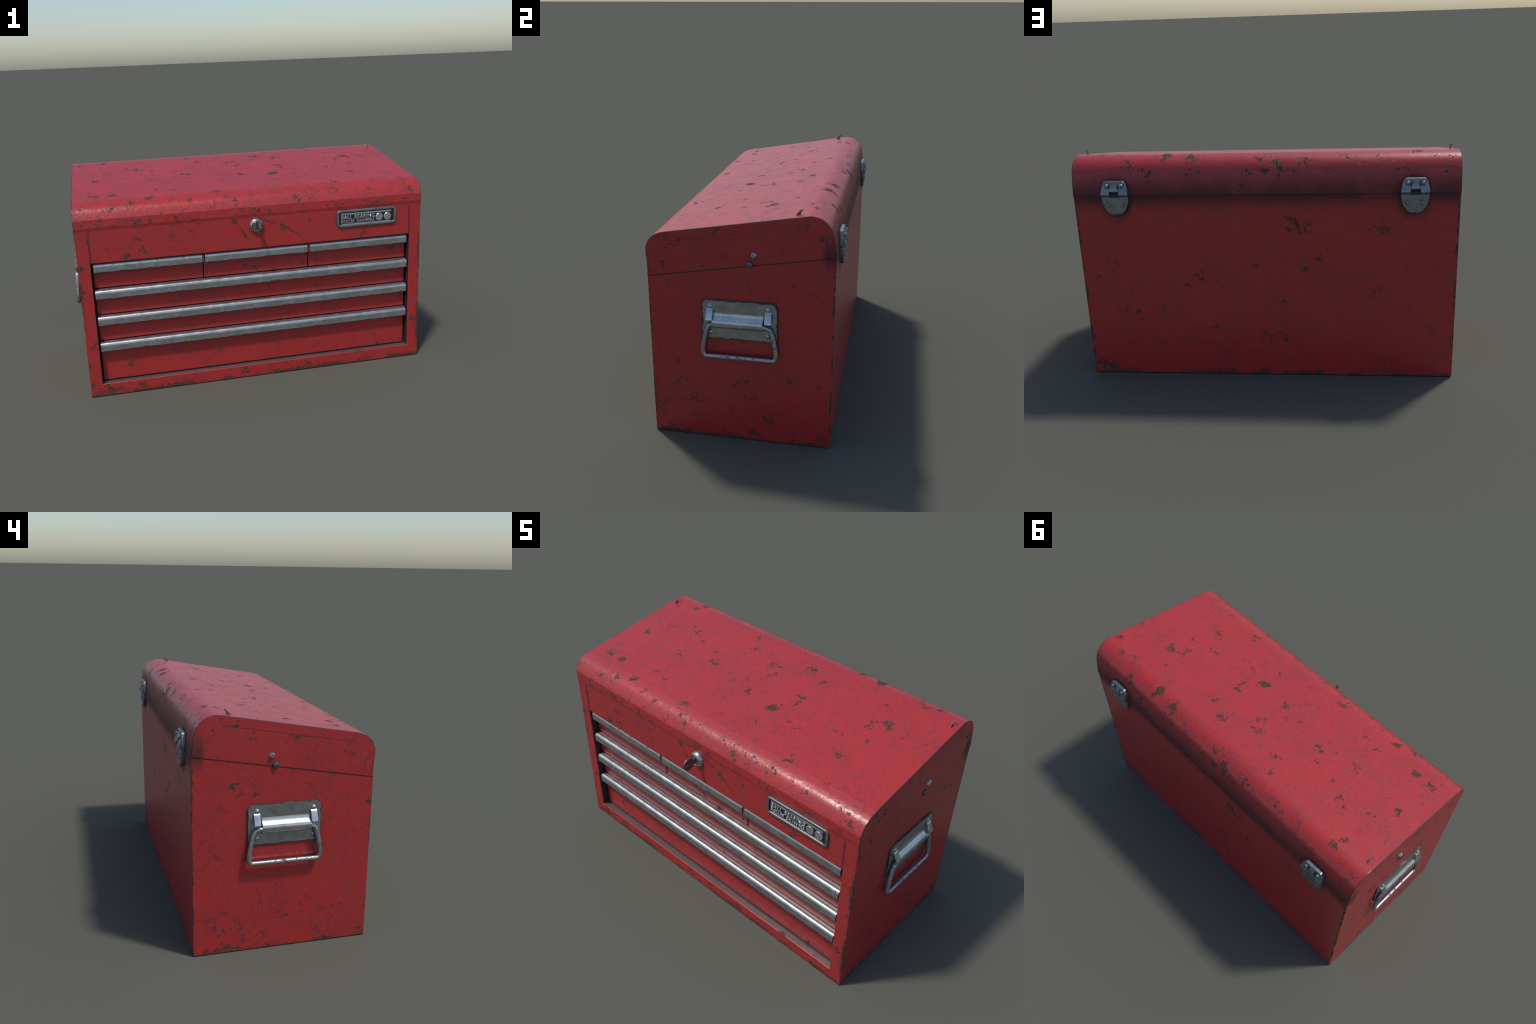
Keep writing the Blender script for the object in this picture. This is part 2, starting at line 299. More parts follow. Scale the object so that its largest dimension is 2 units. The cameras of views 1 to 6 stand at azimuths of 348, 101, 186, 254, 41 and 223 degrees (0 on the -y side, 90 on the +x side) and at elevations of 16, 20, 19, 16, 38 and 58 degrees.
    if kind == "body":
        # drawer opening: grey ledge, walls darkened in colour for the shade inside
        inner = m.mul(m.smooth(y, -0.4095, -0.402), m.smooth(ax, 0.8945, 0.8955, 1.0, 0.0))
        inner = m.mul(inner, m.smooth(y, 0.30, 0.31, 1.0, 0.0))
        inner = m.mul(inner, m.math("GREATER_THAN", z, 0.01))
        colour = m.mix(inner, colour, m.mix(m.smooth(z, 0.0705, 0.0712), (0.105, 0.082, 0.075), (0.035, 0.033, 0.036)))
        side = m.mul(m.smooth(ax, 0.8925, 0.8935), m.smooth(ax, 0.8945, 0.8955, 1.0, 0.0))

    colour = m.mix(hair, colour, (0.085, 0.022, 0.026))
    colour = m.mix(specks, colour, (0.09, 0.025, 0.026))
    colour = m.mix(halo, colour, (0.16, 0.028, 0.028))
    if scratch is not None:
        colour = m.mix(scratch, colour, (0.075, 0.030, 0.026))
        height = m.sub(height, m.mul(scratch, 0.25))
    colour = m.mix(m.mul(grime, 0.8), colour, OCCLUSION_TINT)
    colour = m.mix(rust, colour, m.mix(m.smooth(fine, 0.40, 0.62), RUST, RUST_PALE))
    height = m.sub(height, m.mul(rust, 0.85))
    rough = m.add(m.mixf(rust, 0.34, 0.80), m.mul(m.sub(mid, 0.5), 0.20))
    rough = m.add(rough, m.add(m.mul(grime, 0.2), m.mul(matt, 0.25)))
    return m.shade(colour, rough, 0.0, m.bump(height, 0.8, 0.0024), m.mixf(m.max(rust, matt), 0.65, 0.2))

def metal(name, base, rough=0.33, dirt_axis=None, contact_dark=0.35, worn=0.0, tint=(0.045, 0.043, 0.038), rim=None):
    """Scuffed bright metal; dirt_axis: (low, high) object z range over which grime fades out."""
    m = Nodes(name)
    P = m.coords()
    info = m.t.nodes.new("ShaderNodeObjectInfo")
    V = m.vmath("ADD", P, m.scale(m.join(info.outputs["Random"], info.outputs["Random"], 0.0), 17.0))
    cloud = m.noise(V, 22, 4, 0.65)
    fine = m.noise(V, 110, 4, 0.7)
    marks = m.smooth(m.add(m.mul(cloud, 0.6), m.mul(fine, 0.4)), 0.61 - 0.10 * worn, 0.67 - 0.03 * worn, 0.0, 0.9)
    if dirt_axis:
        _, _, z = m.xyz(P)
        low = m.smooth(m.add(z, m.add(m.mul(m.sub(fine, 0.5), -0.020), m.mul(m.sub(cloud, 0.5), -0.034))),
                       dirt_axis[0], dirt_axis[1], 0.95, 0.0)
        marks = m.max(marks, low)
    if rim:
        # grime creeping in from the border of a rounded plate in the yz plane
        (cy, cz), (hy, hz), r = rim
        q = m.vmath("SUBTRACT", m.vmath("ABSOLUTE", m.vmath("SUBTRACT", P, (0, cy, cz))), (9, hy - r, hz - r))
        q = m.vmath("MAXIMUM", q, (0, -1, -1))
        _, qy, qz = m.xyz(q)
        outside = m.vmath("LENGTH", m.join(m.max(qy, 0.0), m.max(qz, 0.0), 0.0))
        depth = m.sub(r, m.add(outside, m.min(m.max(qy, qz), 0.0)))
        depth = m.add(depth, m.add(m.mul(m.sub(fine, 0.5), -0.016), m.mul(m.sub(cloud, 0.5), -0.030)))
        marks = m.max(marks, m.smooth(depth, 0.0005, 0.0085, 0.95, 0.0))
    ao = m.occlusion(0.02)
    grime = m.smooth(m.add(ao, m.mul(m.sub(fine, 0.5), 0.5)), 0.25, 0.85, contact_dark, 0.0)  # occlusion darkens the metal's own colour near contacts
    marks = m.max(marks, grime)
    tone = m.mix(m.smooth(cloud, 0.35, 0.65), tuple(c * 0.80 for c in base), base)
    tone = m.mix(m.smooth(m.noise(V, 260, 2), 0.42, 0.65, 0.0, 0.3), tone, tuple(c * 0.6 for c in base))
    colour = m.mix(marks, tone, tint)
    r = m.add(m.mixf(marks, rough, 0.75), m.mul(m.sub(cloud, 0.5), 0.25))
    height = m.add(m.mul(fine, 0.25), m.mul(marks, -0.4))
    return m.shade(colour, r, m.mixf(marks, 0.92, 0.25), m.bump(height, 0.35, 0.001))

def plain(name, colour, rough=0.6, metallic=0.0):
    m = Nodes(name)
    P = m.coords()
    n = m.noise(P, 90, 4, 0.6)
    return m.shade(m.mix(n, tuple(c * 0.7 for c in colour), tuple(c * 1.3 for c in colour)), rough, metallic)

FRONT_LOW = [r for r in WEAR_FRONT if r[1] < 0.1 or abs(r[0]) > 0.9]
FRONT_DOOR = [r for r in WEAR_FRONT if 0.1 < r[1] < 0.943 and abs(r[0]) < 0.9]
FRONT_BAND = [r for r in WEAR_FRONT if r[1] > 0.925]
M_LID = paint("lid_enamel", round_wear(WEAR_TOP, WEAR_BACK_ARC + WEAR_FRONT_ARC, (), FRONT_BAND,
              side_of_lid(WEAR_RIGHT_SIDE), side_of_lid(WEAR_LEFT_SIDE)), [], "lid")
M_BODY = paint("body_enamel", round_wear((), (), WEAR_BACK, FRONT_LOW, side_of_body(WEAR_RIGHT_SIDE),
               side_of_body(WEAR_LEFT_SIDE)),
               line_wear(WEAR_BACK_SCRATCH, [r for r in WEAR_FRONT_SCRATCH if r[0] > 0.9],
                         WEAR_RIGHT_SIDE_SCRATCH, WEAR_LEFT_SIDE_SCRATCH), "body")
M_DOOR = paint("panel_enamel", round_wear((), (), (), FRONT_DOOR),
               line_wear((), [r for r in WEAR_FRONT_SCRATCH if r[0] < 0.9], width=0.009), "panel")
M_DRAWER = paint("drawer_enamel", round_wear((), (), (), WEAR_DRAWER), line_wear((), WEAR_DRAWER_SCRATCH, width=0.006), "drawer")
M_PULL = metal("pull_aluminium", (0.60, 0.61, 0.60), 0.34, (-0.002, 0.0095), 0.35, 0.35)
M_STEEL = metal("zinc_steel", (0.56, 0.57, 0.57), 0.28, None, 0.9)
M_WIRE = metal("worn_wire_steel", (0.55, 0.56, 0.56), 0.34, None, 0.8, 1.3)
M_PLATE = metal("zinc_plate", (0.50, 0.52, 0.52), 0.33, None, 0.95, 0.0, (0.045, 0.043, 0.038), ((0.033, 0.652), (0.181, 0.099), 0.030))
M_ROLL = metal("bright_steel", (0.70, 0.71, 0.72), 0.25, None, 0.7)  # base lightened to carry the sun glare on roll and stops
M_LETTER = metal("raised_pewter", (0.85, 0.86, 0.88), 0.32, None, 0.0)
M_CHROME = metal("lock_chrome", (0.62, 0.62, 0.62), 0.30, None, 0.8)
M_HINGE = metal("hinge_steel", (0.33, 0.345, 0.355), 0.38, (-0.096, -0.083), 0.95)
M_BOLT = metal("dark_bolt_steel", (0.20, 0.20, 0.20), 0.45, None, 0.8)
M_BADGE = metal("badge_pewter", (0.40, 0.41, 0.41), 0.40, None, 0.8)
M_BLACK = plain("badge_black", (0.018, 0.019, 0.020), 0.6)
M_CAVITY = plain("hinge_cavity_dark", (0.05, 0.055, 0.06), 0.5, 0.6)  # dark block filling the hollow under the knuckle
M_GAP = plain("sky_tinted_gap_enamel", (0.13, 0.035, 0.043), 0.45)  # purple tint is the sky reflected in the groove, put into the colour
M_DARK = plain("dark_gap", (0.012, 0.012, 0.013), 0.8)  # near-black colour supplies the darkness of recesses filled with solid pieces
M_KEY = plain("key_metal", (0.16, 0.13, 0.135), 0.45, 0.6)
M_HOOK = plain("bent_tab_steel", (0.15, 0.125, 0.115), 0.5, 0.3)

# ================================================================== mesh helpers
ROOT = bpy.data.objects.new("tool_chest", None)
bpy.context.scene.collection.objects.link(ROOT)
ROOT["label"] = "worn red metal tool chest with six drawers and sloping lid"
ROOT["category"] = "tool chest"

def link(name, mesh, mat, parent=ROOT, at=None):
    ob = bpy.data.objects.new(name, mesh)
    bpy.context.scene.collection.objects.link(ob)
    ob.parent = parent
    if at is not None:
        ob.matrix_parent_inverse = Matrix()
        ob.location = at
    if mat is not None and not mesh.materials:
        mesh.materials.append(mat)
    return ob

def finish(bm, name, angle=35, bevel=0.0, segments=2, bevel_angle=40):
    """Bevel sharp edges, shade smooth by angle with area weighted normals, return the mesh."""
    bmesh.ops.recalc_face_normals(bm, faces=bm.faces)
    me = bpy.data.meshes.new(name)
    bm.to_mesh(me); bm.free()
    ob = bpy.data.objects.new(name + "_tmp", me)
    bpy.context.scene.collection.objects.link(ob)
    if bevel > 0:
        b = ob.modifiers.new("bevel", "BEVEL")
        b.width = bevel; b.segments = segments; b.limit_method = "ANGLE"; b.angle_limit = radians(bevel_angle)
        b.use_clamp_overlap = True
    me2 = bpy.data.meshes.new_from_object(ob.evaluated_get(bpy.context.evaluated_depsgraph_get()))
    bpy.data.objects.remove(ob); bpy.data.meshes.remove(me)
    me2.name = name
    return smooth_mesh(me2, angle)

def smooth_mesh(me, angle=35):
    me.shade_smooth()
    me.set_sharp_from_angle(angle=radians(angle))
    return weight_normals(me)

def weight_normals(me):
    """Corner normals weighted by face area, split along the sharp edges."""
    bm = bmesh.new(); bm.from_mesh(me)
    normals = [None] * len(me.loops)
    area = {f: f.calc_area() for f in bm.faces}
    bm.faces.ensure_lookup_table()
    for v in bm.verts:
        left = set(v.link_faces)
        while left:
            group, todo = [], [left.pop()]
            while todo:
                f = todo.pop(); group.append(f)
                for e in f.edges:
                    if e.smooth and v in e.verts:
                        for g in e.link_faces:
                            if g in left:
                                left.discard(g); todo.append(g)
            n = sum((f.normal * area[f] for f in group), Vector())
            n = n.normalized() if n.length > 1e-12 else group[0].normal
            for f in group:
                for l in f.loops:
                    if l.vert == v:
                        normals[l.index] = n
    start = 0
    for f in bm.faces:                       # loop indices follow face order
        for l in f.loops:
            assert l.index == start; start += 1
    bm.free()
    me.normals_split_custom_set([tuple(n) for n in normals])
    return me

def prism(outline, lo, hi, axis="x", bm=None):
    """Extrude a closed 2D outline along an axis. Outline coords are the other two axes in order."""
    bm = bm or bmesh.new()
    def at(p, t):
        return {"x": (t, p[0], p[1]), "y": (p[0], t, p[1]), "z": (p[0], p[1], t)}[axis]
    a = [bm.verts.new(at(p, lo)) for p in outline]
    b = [bm.verts.new(at(p, hi)) for p in outline]
    n = len(outline)
    bm.faces.new(a); bm.faces.new(b[::-1])
    for i in range(n):
        bm.faces.new((a[i], b[i], b[(i + 1) % n], a[(i + 1) % n]))
    return bm

def box(x0, x1, y0, y1, z0, z1, bm=None):
    return prism([(y0, z0), (y1, z0), (y1, z1), (y0, z1)], x0, x1, "x", bm)

def rounded_rect(cx, cy, w, h, r, n=6):
    pts = []
    for sx, sy, a0 in ((1, 1, 0), (-1, 1, 90), (-1, -1, 180), (1, -1, 270)):
        for i in range(n + 1):
            a = radians(a0 + 90 * i / n)
            pts.append((cx + sx * (w / 2 - r) + r * cos(a), cy + sy * (h / 2 - r) + r * sin(a)))
    return pts

def arc(cx, cy, rx, ry, a0, a1, n):
    return [(cx + rx * cos(radians(a0 + (a1 - a0) * i / n)), cy + ry * sin(radians(a0 + (a1 - a0) * i / n))) for i in range(n + 1)]

def lathe(profile, axis, centre, n=32, bm=None):
    """Revolve (radius, offset) pairs about an axis through centre; offset runs along the axis."""
    bm = bm or bmesh.new()
    axis = Vector(axis).normalized()
    u = axis.orthogonal().normalized(); v = axis.cross(u)
    rings = []
    for r, t in profile:
        c = Vector(centre) + axis * t
        if r < 1e-6:
            rings.append([bm.verts.new(c)])
        else:
            rings.append([bm.verts.new(c + (u * cos(2 * pi * i / n) + v * sin(2 * pi * i / n)) * r) for i in range(n)])
    for A, B in zip(rings, rings[1:]):
        for i in range(n):
            j = (i + 1) % n
            f = [A[i % len(A)], A[j % len(A)], B[j % len(B)], B[i % len(B)]]
            f = list(dict.fromkeys(f))
            if len(f) > 2:
                bm.faces.new(f)
    return bm

def dome(radius, height, n=5):
    return [(radius, -0.002)] + [(radius * cos(radians(90 * i / n)), height * sin(radians(90 * i / n))) for i in range(n + 1)]

def filleted(points, radius, n=6):
    """Polyline with rounded corners."""
    pts = [Vector(p) for p in points]
    out = [pts[0]]
    for a, b, c in zip(pts, pts[1:], pts[2:]):
        r = min(radius, (a - b).length * 0.49, (c - b).length * 0.49)
        p, q = b + (a - b).normalized() * r, b + (c - b).normalized() * r
        for i in range(n + 1):
            t = i / n
            out.append(p * (1 - t) ** 2 + b * (2 * t * (1 - t)) + q * t * t)
    out.append(pts[-1])
    return out

def tube(path, radius, n=14, bm=None):
    bm = bm or bmesh.new()
    rings, up = [], None
    for i, p in enumerate(path):
        t = (path[min(i + 1, len(path) - 1)] - path[max(i - 1, 0)]).normalized()
        u = t.orthogonal().normalized() if up is None else (up - t * up.dot(t)).normalized()
        up = u; v = t.cross(u)
        rings.append([bm.verts.new(p + (u * cos(2 * pi * k / n) + v * sin(2 * pi * k / n)) * radius) for k in range(n)])
    for A, B in zip(rings, rings[1:]):
        for k in range(n):
            bm.faces.new((A[k], A[(k + 1) % n], B[(k + 1) % n], B[k]))
    bm.faces.new(rings[0]); bm.faces.new(rings[-1][::-1])
    return bm

# ================================================================== body with its drawer opening
def build_body():
    bm = prism([(Y_FRONT, 0.0), (Y_BACK, 0.0), (Y_BACK, 1.0), (Y_FRONT, 0.937)], -HALF_W, HALF_W)
    bmesh.ops.recalc_face_normals(bm, faces=bm.faces)
    me = bpy.data.meshes.new("body"); bm.to_mesh(me); bm.free()
    ob = bpy.data.objects.new("body_tmp", me); bpy.context.scene.collection.objects.link(ob)
    cb = box(-0.8945, 0.8945, -0.6, -0.300, 0.0705, 1.3)
    bmesh.ops.recalc_face_normals(cb, faces=cb.faces)
    cm = bpy.data.meshes.new("cut"); cb.to_mesh(cm); cb.free()
    cut = bpy.data.objects.new("cut", cm); bpy.context.scene.collection.objects.link(cut)
    mod = ob.modifiers.new("opening", "BOOLEAN"); mod.operation = "DIFFERENCE"; mod.object = cut; mod.solver = "EXACT"
    me2 = bpy.data.meshes.new_from_object(ob.evaluated_get(bpy.context.evaluated_depsgraph_get()))
    bpy.data.objects.remove(ob); bpy.data.objects.remove(cut)
    bm = bmesh.new(); bm.from_mesh(me2)
    link("body", finish(bm, "body", 35, 0.0035, 2), M_BODY)

def build_lid():
    front = [(-0.397, SEAM_Z - 0.397 * SLOPE), (-0.4140, 0.948), (-0.4130, 0.989), (-0.3990, 1.0235), (-0.3840, 1.0405),
             (-0.3660, 1.0540), (-0.3420, 1.0625), (-0.3160, 1.0700)]
    top = [(-0.16, 1.0960), (0.0, 1.1228), (0.16, 1.1496)]
    back = [(0.3360, 1.1792), (0.3660, 1.1815), (0.3960, 1.1745), (0.4200, 1.1620), (0.4380, 1.1455), (0.4510, 1.1260),
            (0.4600, 1.1020), (0.4665, 1.0700), (0.4720, 1.0300), (0.4774, SEAM_Z + 0.4774 * SLOPE)]
    outline = front + top + back
    hw = 0.9628
    bm = prism(outline, -hw, hw)
    bmesh.ops.recalc_face_normals(bm, faces=bm.faces)
    # fine chamfer round the two ends only
    rim = [e for e in bm.edges if abs(e.verts[0].co.x - e.verts[1].co.x) < 1e-6]
    bmesh.ops.bevel(bm, geom=rim, offset=0.0045, segments=2, affect="EDGES", profile=0.5)
    me = bpy.data.meshes.new("lid"); bm.to_mesh(me); bm.free()
    me.shade_smooth(); me.set_sharp_from_angle(angle=radians(36))
    # the front roll is creased against the top and against the front lip
    sharp = me.attributes.get("sharp_edge") or me.attributes.new("sharp_edge", "BOOLEAN", "EDGE")
    for e in me.edges:
        a, b = (me.vertices[i].co for i in e.vertices)
        if abs(a.x - b.x) > 1e-5:
            for cy, cz in ((-0.3160, 1.0700), (-0.4130, 0.989), (-0.4140, 0.948)):
                if max(math.hypot(p.y - cy, p.z - cz) for p in (a, b)) < 0.009:
                    sharp.data[e.index].value = True
    return link("lid", weight_normals(me), M_LID)

build_body()
LID = build_lid()

# fall-front panel under the lid
panel = link("front_panel", finish(box(-0.8860, 0.8895, Y_FRONT, -0.37, 0.7565, 0.948), "front_panel", 35, 0.0045, 3), M_DOOR)
backing = link("recess_dark_block", finish(box(-0.893, 0.893, -0.352, -0.306, 0.073, 0.93), "recess_dark_block"), M_DARK)

for x0, x1 in ((-0.8943, -0.8855), (0.8890, 0.8943)):
    link("panel_gap", finish(box(x0, x1, Y_FRONT + 0.0024, -0.375, 0.7570, 0.947), "panel_gap"), M_GAP, panel)

# bent steel tabs that poke up through the lid near its ends
def build_lid_tab(s):
    z0 = 1.1228 + SLOPE * 0.29
    bm = prism([(0.278, z0 - 0.012), (0.305, z0 - 0.008), (0.3075, z0 + 0.010), (0.3185, 0.003 + 1.1985), (0.3125, 1.2010), (0.296, z0 + 0.015)],
               s * 0.922, s * 0.9255)
    prism([(0.3105, 1.1965), (0.3185, 1.1975), (0.3210, 1.2015), (0.3130, 1.2012)], s * 0.9258, s * 0.9325, "x", bm)
    link("lid_tab", finish(bm, "lid_tab", 35, 0.001, 2), M_HOOK, LID)
for s in (1, -1):
    build_lid_tab(s)

# ================================================================== drawers and their pulls
PULL_H = 0.0495
def pull_mesh(width):
    prof = [(-0.0350, 0.0)] + [(-0.0350, 0.029)] + arc(-0.0180, 0.0290, 0.0170, 0.0190, 180, 90, 7)[1:] + [(0.0, 0.0492), (0.0, 0.0)]
    bm = prism(prof, -width / 2, width / 2)
    return finish(bm, "drawer_pull", 30, 0.0022, 3, 50)

FACE_Y = -0.370
DRAWERS = [(-0.5925, 0.580, 0.609, 0.7535, 0.7035), (0.0, 0.577, 0.609, 0.7535, 0.7035), (0.5925, 0.580, 0.609, 0.7535, 0.7035),
           (0.0, 1.772, 0.459, 0.6045, 0.5555), (0.0, 1.772, 0.3105, 0.4545, 0.4070), (0.0, 1.772, 0.0745, 0.3060, 0.2575)]
wide, narrow = pull_mesh(1.772), pull_mesh(0.579)
for cx, w, z0, z1, zp in DRAWERS:
    inner = 0.010 if w < 1 else 0.0
    dw = 0.5865 if w < 1 and abs(cx) > 0.1 else (0.592 if w < 1 else 1.774)
    dx = math.copysign(0.5935, cx) if abs(cx) > 0.1 else 0.0
    d = link("drawer", finish(box(dx - dw / 2, dx + dw / 2, FACE_Y, -0.315, z0, z1), "drawer", 35, 0.004, 3), M_DRAWER)
    link("drawer_pull", narrow if w < 1 else wide, M_PULL, d, (cx, FACE_Y, zp))
for s in (1, -1):
    link("drawer_divider", finish(box(s * 0.2975 - 0.0035, s * 0.2975 + 0.0035, -0.400, -0.37, 0.7045, 0.7555), "drawer_divider", 35, 0.001), M_DRAWER)

# ================================================================== badge with raised lettering
def build_badge():
    cx, cz, w, h = 0.6325, 0.8785, 0.3500, 0.0960
    back_y, front_y = Y_FRONT + 0.004, Y_FRONT - 0.0095
    outer, inner = rounded_rect(cx, cz, w, h, 0.021), rounded_rect(cx, cz, w - 0.025, h - 0.025, 0.010)
    bm = bmesh.new()
    rings = [[bm.verts.new((x, t, z)) for x, z in o] for o, t in ((outer, back_y), (outer, front_y), (inner, front_y), (inner, back_y))]
    for A, B in zip(rings, rings[1:] + rings[:1]):
        for i in range(len(A)):
            j = (i + 1) % len(A)
            bm.faces.new((A[i], A[j], B[j], B[i]))
    frame = link("badge", finish(bm, "badge", 35, 0.0025, 3), M_BADGE, panel)
    link("badge_ground", finish(prism(rounded_rect(cx, cz, w - 0.02, h - 0.02, 0.010), back_y, Y_FRONT - 0.0035, "y"), "badge_ground"), M_BLACK, frame)
    bm = bmesh.new()
    for z0, z1 in ((0.8985, 0.9080), (0.8410, 0.8485)):
        box(0.4820, 0.7800, Y_FRONT - 0.0070, Y_FRONT - 0.003, z0, z1, bm)
    link("badge_bar", finish(bm, "badge_bar", 35, 0.0012, 2), M_LETTER, frame)
    for x in (0.7080, 0.7577):
        bm = lathe([(0.0213, 0.0), (0.0213, 0.0040), (0.0196, 0.0058), (0.0, 0.0062)], (0, -1, 0), (x, Y_FRONT - 0.003, 0.8742), 40)
        link("badge_disc", finish(bm, "badge_disc", 40), M_LETTER, frame)
    for text, x0, x1, z0, z1 in (("BALL BEARING", 0.4815, 0.6815, 0.8740, 0.8965), ("ROLLER DRAWERS", 0.4815, 0.6790, 0.8515, 0.8710)):
        cu = bpy.data.curves.new("badge_lettering", "FONT")
        cu.body = text; cu.size = 1.0; cu.shear = 0.16; cu.extrude = 0.05; cu.offset = 0.004; cu.space_word = 1.5; cu.space_character = 1.06
        cu.bevel_depth = 0.018; cu.bevel_resolution = 0; cu.resolution_u = 3
        tmp = bpy.data.objects.new("tmp", cu); bpy.context.scene.collection.objects.link(tmp)
        me = bpy.data.meshes.new_from_object(tmp.evaluated_get(bpy.context.evaluated_depsgraph_get()))
        bpy.data.objects.remove(tmp)
        xs = [v.co.x for v in me.vertices]; ys = [v.co.y for v in me.vertices]
        for v in me.vertices:
            a = (v.co.x - min(xs)) / (max(xs) - min(xs)); b = (v.co.y - min(ys)) / (max(ys) - min(ys))
            v.co = (x0 + a * (x1 - x0), Y_FRONT - 0.0050 - v.co.z * 0.04, z0 + b * (z1 - z0))
        me.name = "badge_lettering"
        link("badge_lettering", me, M_LETTER, frame)
build_badge()

# ================================================================== key lock
def build_lock():
    c = (-0.001, Y_FRONT, 0.8870)
    prof = [(0.0395, -0.004), (0.0395, 0.004), (0.0375, 0.009), (0.0335, 0.015), (0.0300, 0.0185), (0.0275, 0.0190), (0.0258, 0.0175), (0.0255, 0.010), (0.0, 0.010)]
    lock = link("key_lock", finish(lathe(prof, (0, -1, 0), c, 48), "key_lock", 40), M_CHROME, panel)
    plug = lathe([(0.0235, 0.006), (0.0235, 0.0155), (0.0215, 0.0175), (0.0, 0.0175)], (0, -1, 0), c, 40)
    plug = link("lock_plug", finish(plug, "lock_plug", 40), M_STEEL, lock)
    link("lock_keyway", finish(box(c[0] - 0.0055, c[0] + 0.0055, -0.4290, -0.42, c[2] - 0.019, c[2] + 0.019), "lock_keyway"), M_DARK, lock)
    # key: flat bow with a hole, on a short neck
    bow = [(-0.4745 + 0.0310 * cos(a) , 0.8855 + 0.0320 * sin(a)) for a in (2 * pi * i / 40 for i in range(40)) if not (abs(a) < 0.40 or abs(a - 2 * pi) < 0.40)]
    outline = bow + [(-0.4400, 0.8735), (-0.424, 0.8735), (-0.424, 0.8995), (-0.4400, 0.8990)]
    cu = bpy.data.curves.new("key", "CURVE"); cu.dimensions = "2D"; cu.fill_mode = "BOTH"; cu.extrude = 0.0033; cu.bevel_depth = 0.0008
    hole = [(-0.4890 + 0.0055 * cos(2 * pi * i / 14), 0.8835 + 0.0055 * sin(2 * pi * i / 14)) for i in range(14)]
    for pts in (outline, hole):
        s = cu.splines.new("POLY"); s.points.add(len(pts) - 1); s.use_cyclic_u = True
        for p, (a, b) in zip(s.points, pts):
            p.co = (a, b, 0, 1)
    tmp = bpy.data.objects.new("tmp", cu); bpy.context.scene.collection.objects.link(tmp)
    me = bpy.data.meshes.new_from_object(tmp.evaluated_get(bpy.context.evaluated_depsgraph_get()))
    bpy.data.objects.remove(tmp)
    for v in me.vertices:
        a, b, t = v.co
        v.co = (t + 0.001, a, b)
    bm = bmesh.new(); bm.from_mesh(me); bmesh.ops.recalc_face_normals(bm, faces=bm.faces); bm.to_mesh(me); bm.free()
    me.name = "key"
    link("key", smooth_mesh(me, 40), M_KEY, lock)
build_lock()

# ================================================================== drop handles on both ends
def build_carry_handle(s):
    cy, cz = 0.0330, 0.6520
    X = lambda x: s * x
    plate = finish(prism(rounded_rect(cy, cz, 0.3620, 0.1980, 0.030), X(0.9560), X(0.9680), "x"), "handle_plate", 35, 0.0014, 2)
    plate = link("carry_handle", plate, M_PLATE)
    # stamped hollow roll that carries the wire
    prof = [(0.960, 0.608), (0.9672, 0.6075)] + [(0.9660 + 0.0265 * cos(radians(a)), 0.6375 + 0.0295 * sin(radians(a))) for a in range(-74, 56, 13)] + \
           [(0.9730, 0.6690), (0.9700, 0.6760), (0.9685, 0.6840), (0.9672, 0.6920), (0.960, 0.694)]
    bm = prism([(p[0], p[1]) for p in prof], -0.096, 0.146, "x")
    for v in bm.verts:
        v.co = (X(v.co.y), v.co.x, v.co.z)
    link("handle_roll", finish(bm, "handle_roll", 40, 0.0015, 2, 60), M_ROLL, plate)
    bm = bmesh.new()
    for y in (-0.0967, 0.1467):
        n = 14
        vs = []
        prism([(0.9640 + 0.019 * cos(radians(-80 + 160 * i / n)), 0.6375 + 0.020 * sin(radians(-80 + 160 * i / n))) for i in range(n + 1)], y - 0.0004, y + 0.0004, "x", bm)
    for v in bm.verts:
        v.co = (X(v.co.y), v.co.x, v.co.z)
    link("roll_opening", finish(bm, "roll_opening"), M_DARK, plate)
    # bent stop tabs
    for y in (-0.1085, 0.1715):
        outer = [(0.9640, 0.7120), (0.9720, 0.7095), (0.9785, 0.7020), (0.9870, 0.6830), (0.9950, 0.6660), (0.9985, 0.6570)]
        inner = [(0.9920, 0.6550), (0.9880, 0.6640), (0.9800, 0.6810), (0.9720, 0.6980), (0.9640, 0.7020)]
        bm = prism([(a, b) for a, b in outer + inner], y - 0.0155, y + 0.0155, "x")
        for v in bm.verts:
            v.co = (X(v.co.y + 0.0009), v.co.x, v.co.z)
        link("handle_stop", finish(bm, "handle_stop", 35, 0.0018, 2, 50), M_ROLL, plate)
    # the wire bail
    half = [(0.100, 0.6335), (0.128, 0.6335), (0.1495, 0.6215), (0.1630, 0.5800), (0.1780, 0.5000), (0.1735, 0.4665), (0.0, 0.4665)]
    path = [(X(0.9815), cy + y, z) for y, z in half] + [(X(0.9815), cy - y, z) for y, z in half[-2::-1]]
    path = [(X(0.9800 + 0.0060 * (0.6335 - z) / 0.167), y, z) for _, y, z in path]
    link("bail", finish(tube(filleted(path, 0.030, 7), 0.0113, 16), "bail", 60), M_WIRE, plate)
    # rivets
    for y in (-0.1090, 0.1690):
        for z in (0.7180, 0.5850):
            ring = [(0.0150, -0.002), (0.0150, 0.0006), (0.0125, 0.0012), (0.0118, 0.0004), (0.0110, 0.0030), (0.0085, 0.0058), (0.0045, 0.0070), (0.0, 0.0072)]
            link("handle_rivet", finish(lathe(ring, (s, 0, 0), (X(0.968), y, z), 24), "handle_rivet", 50), M_STEEL, plate)
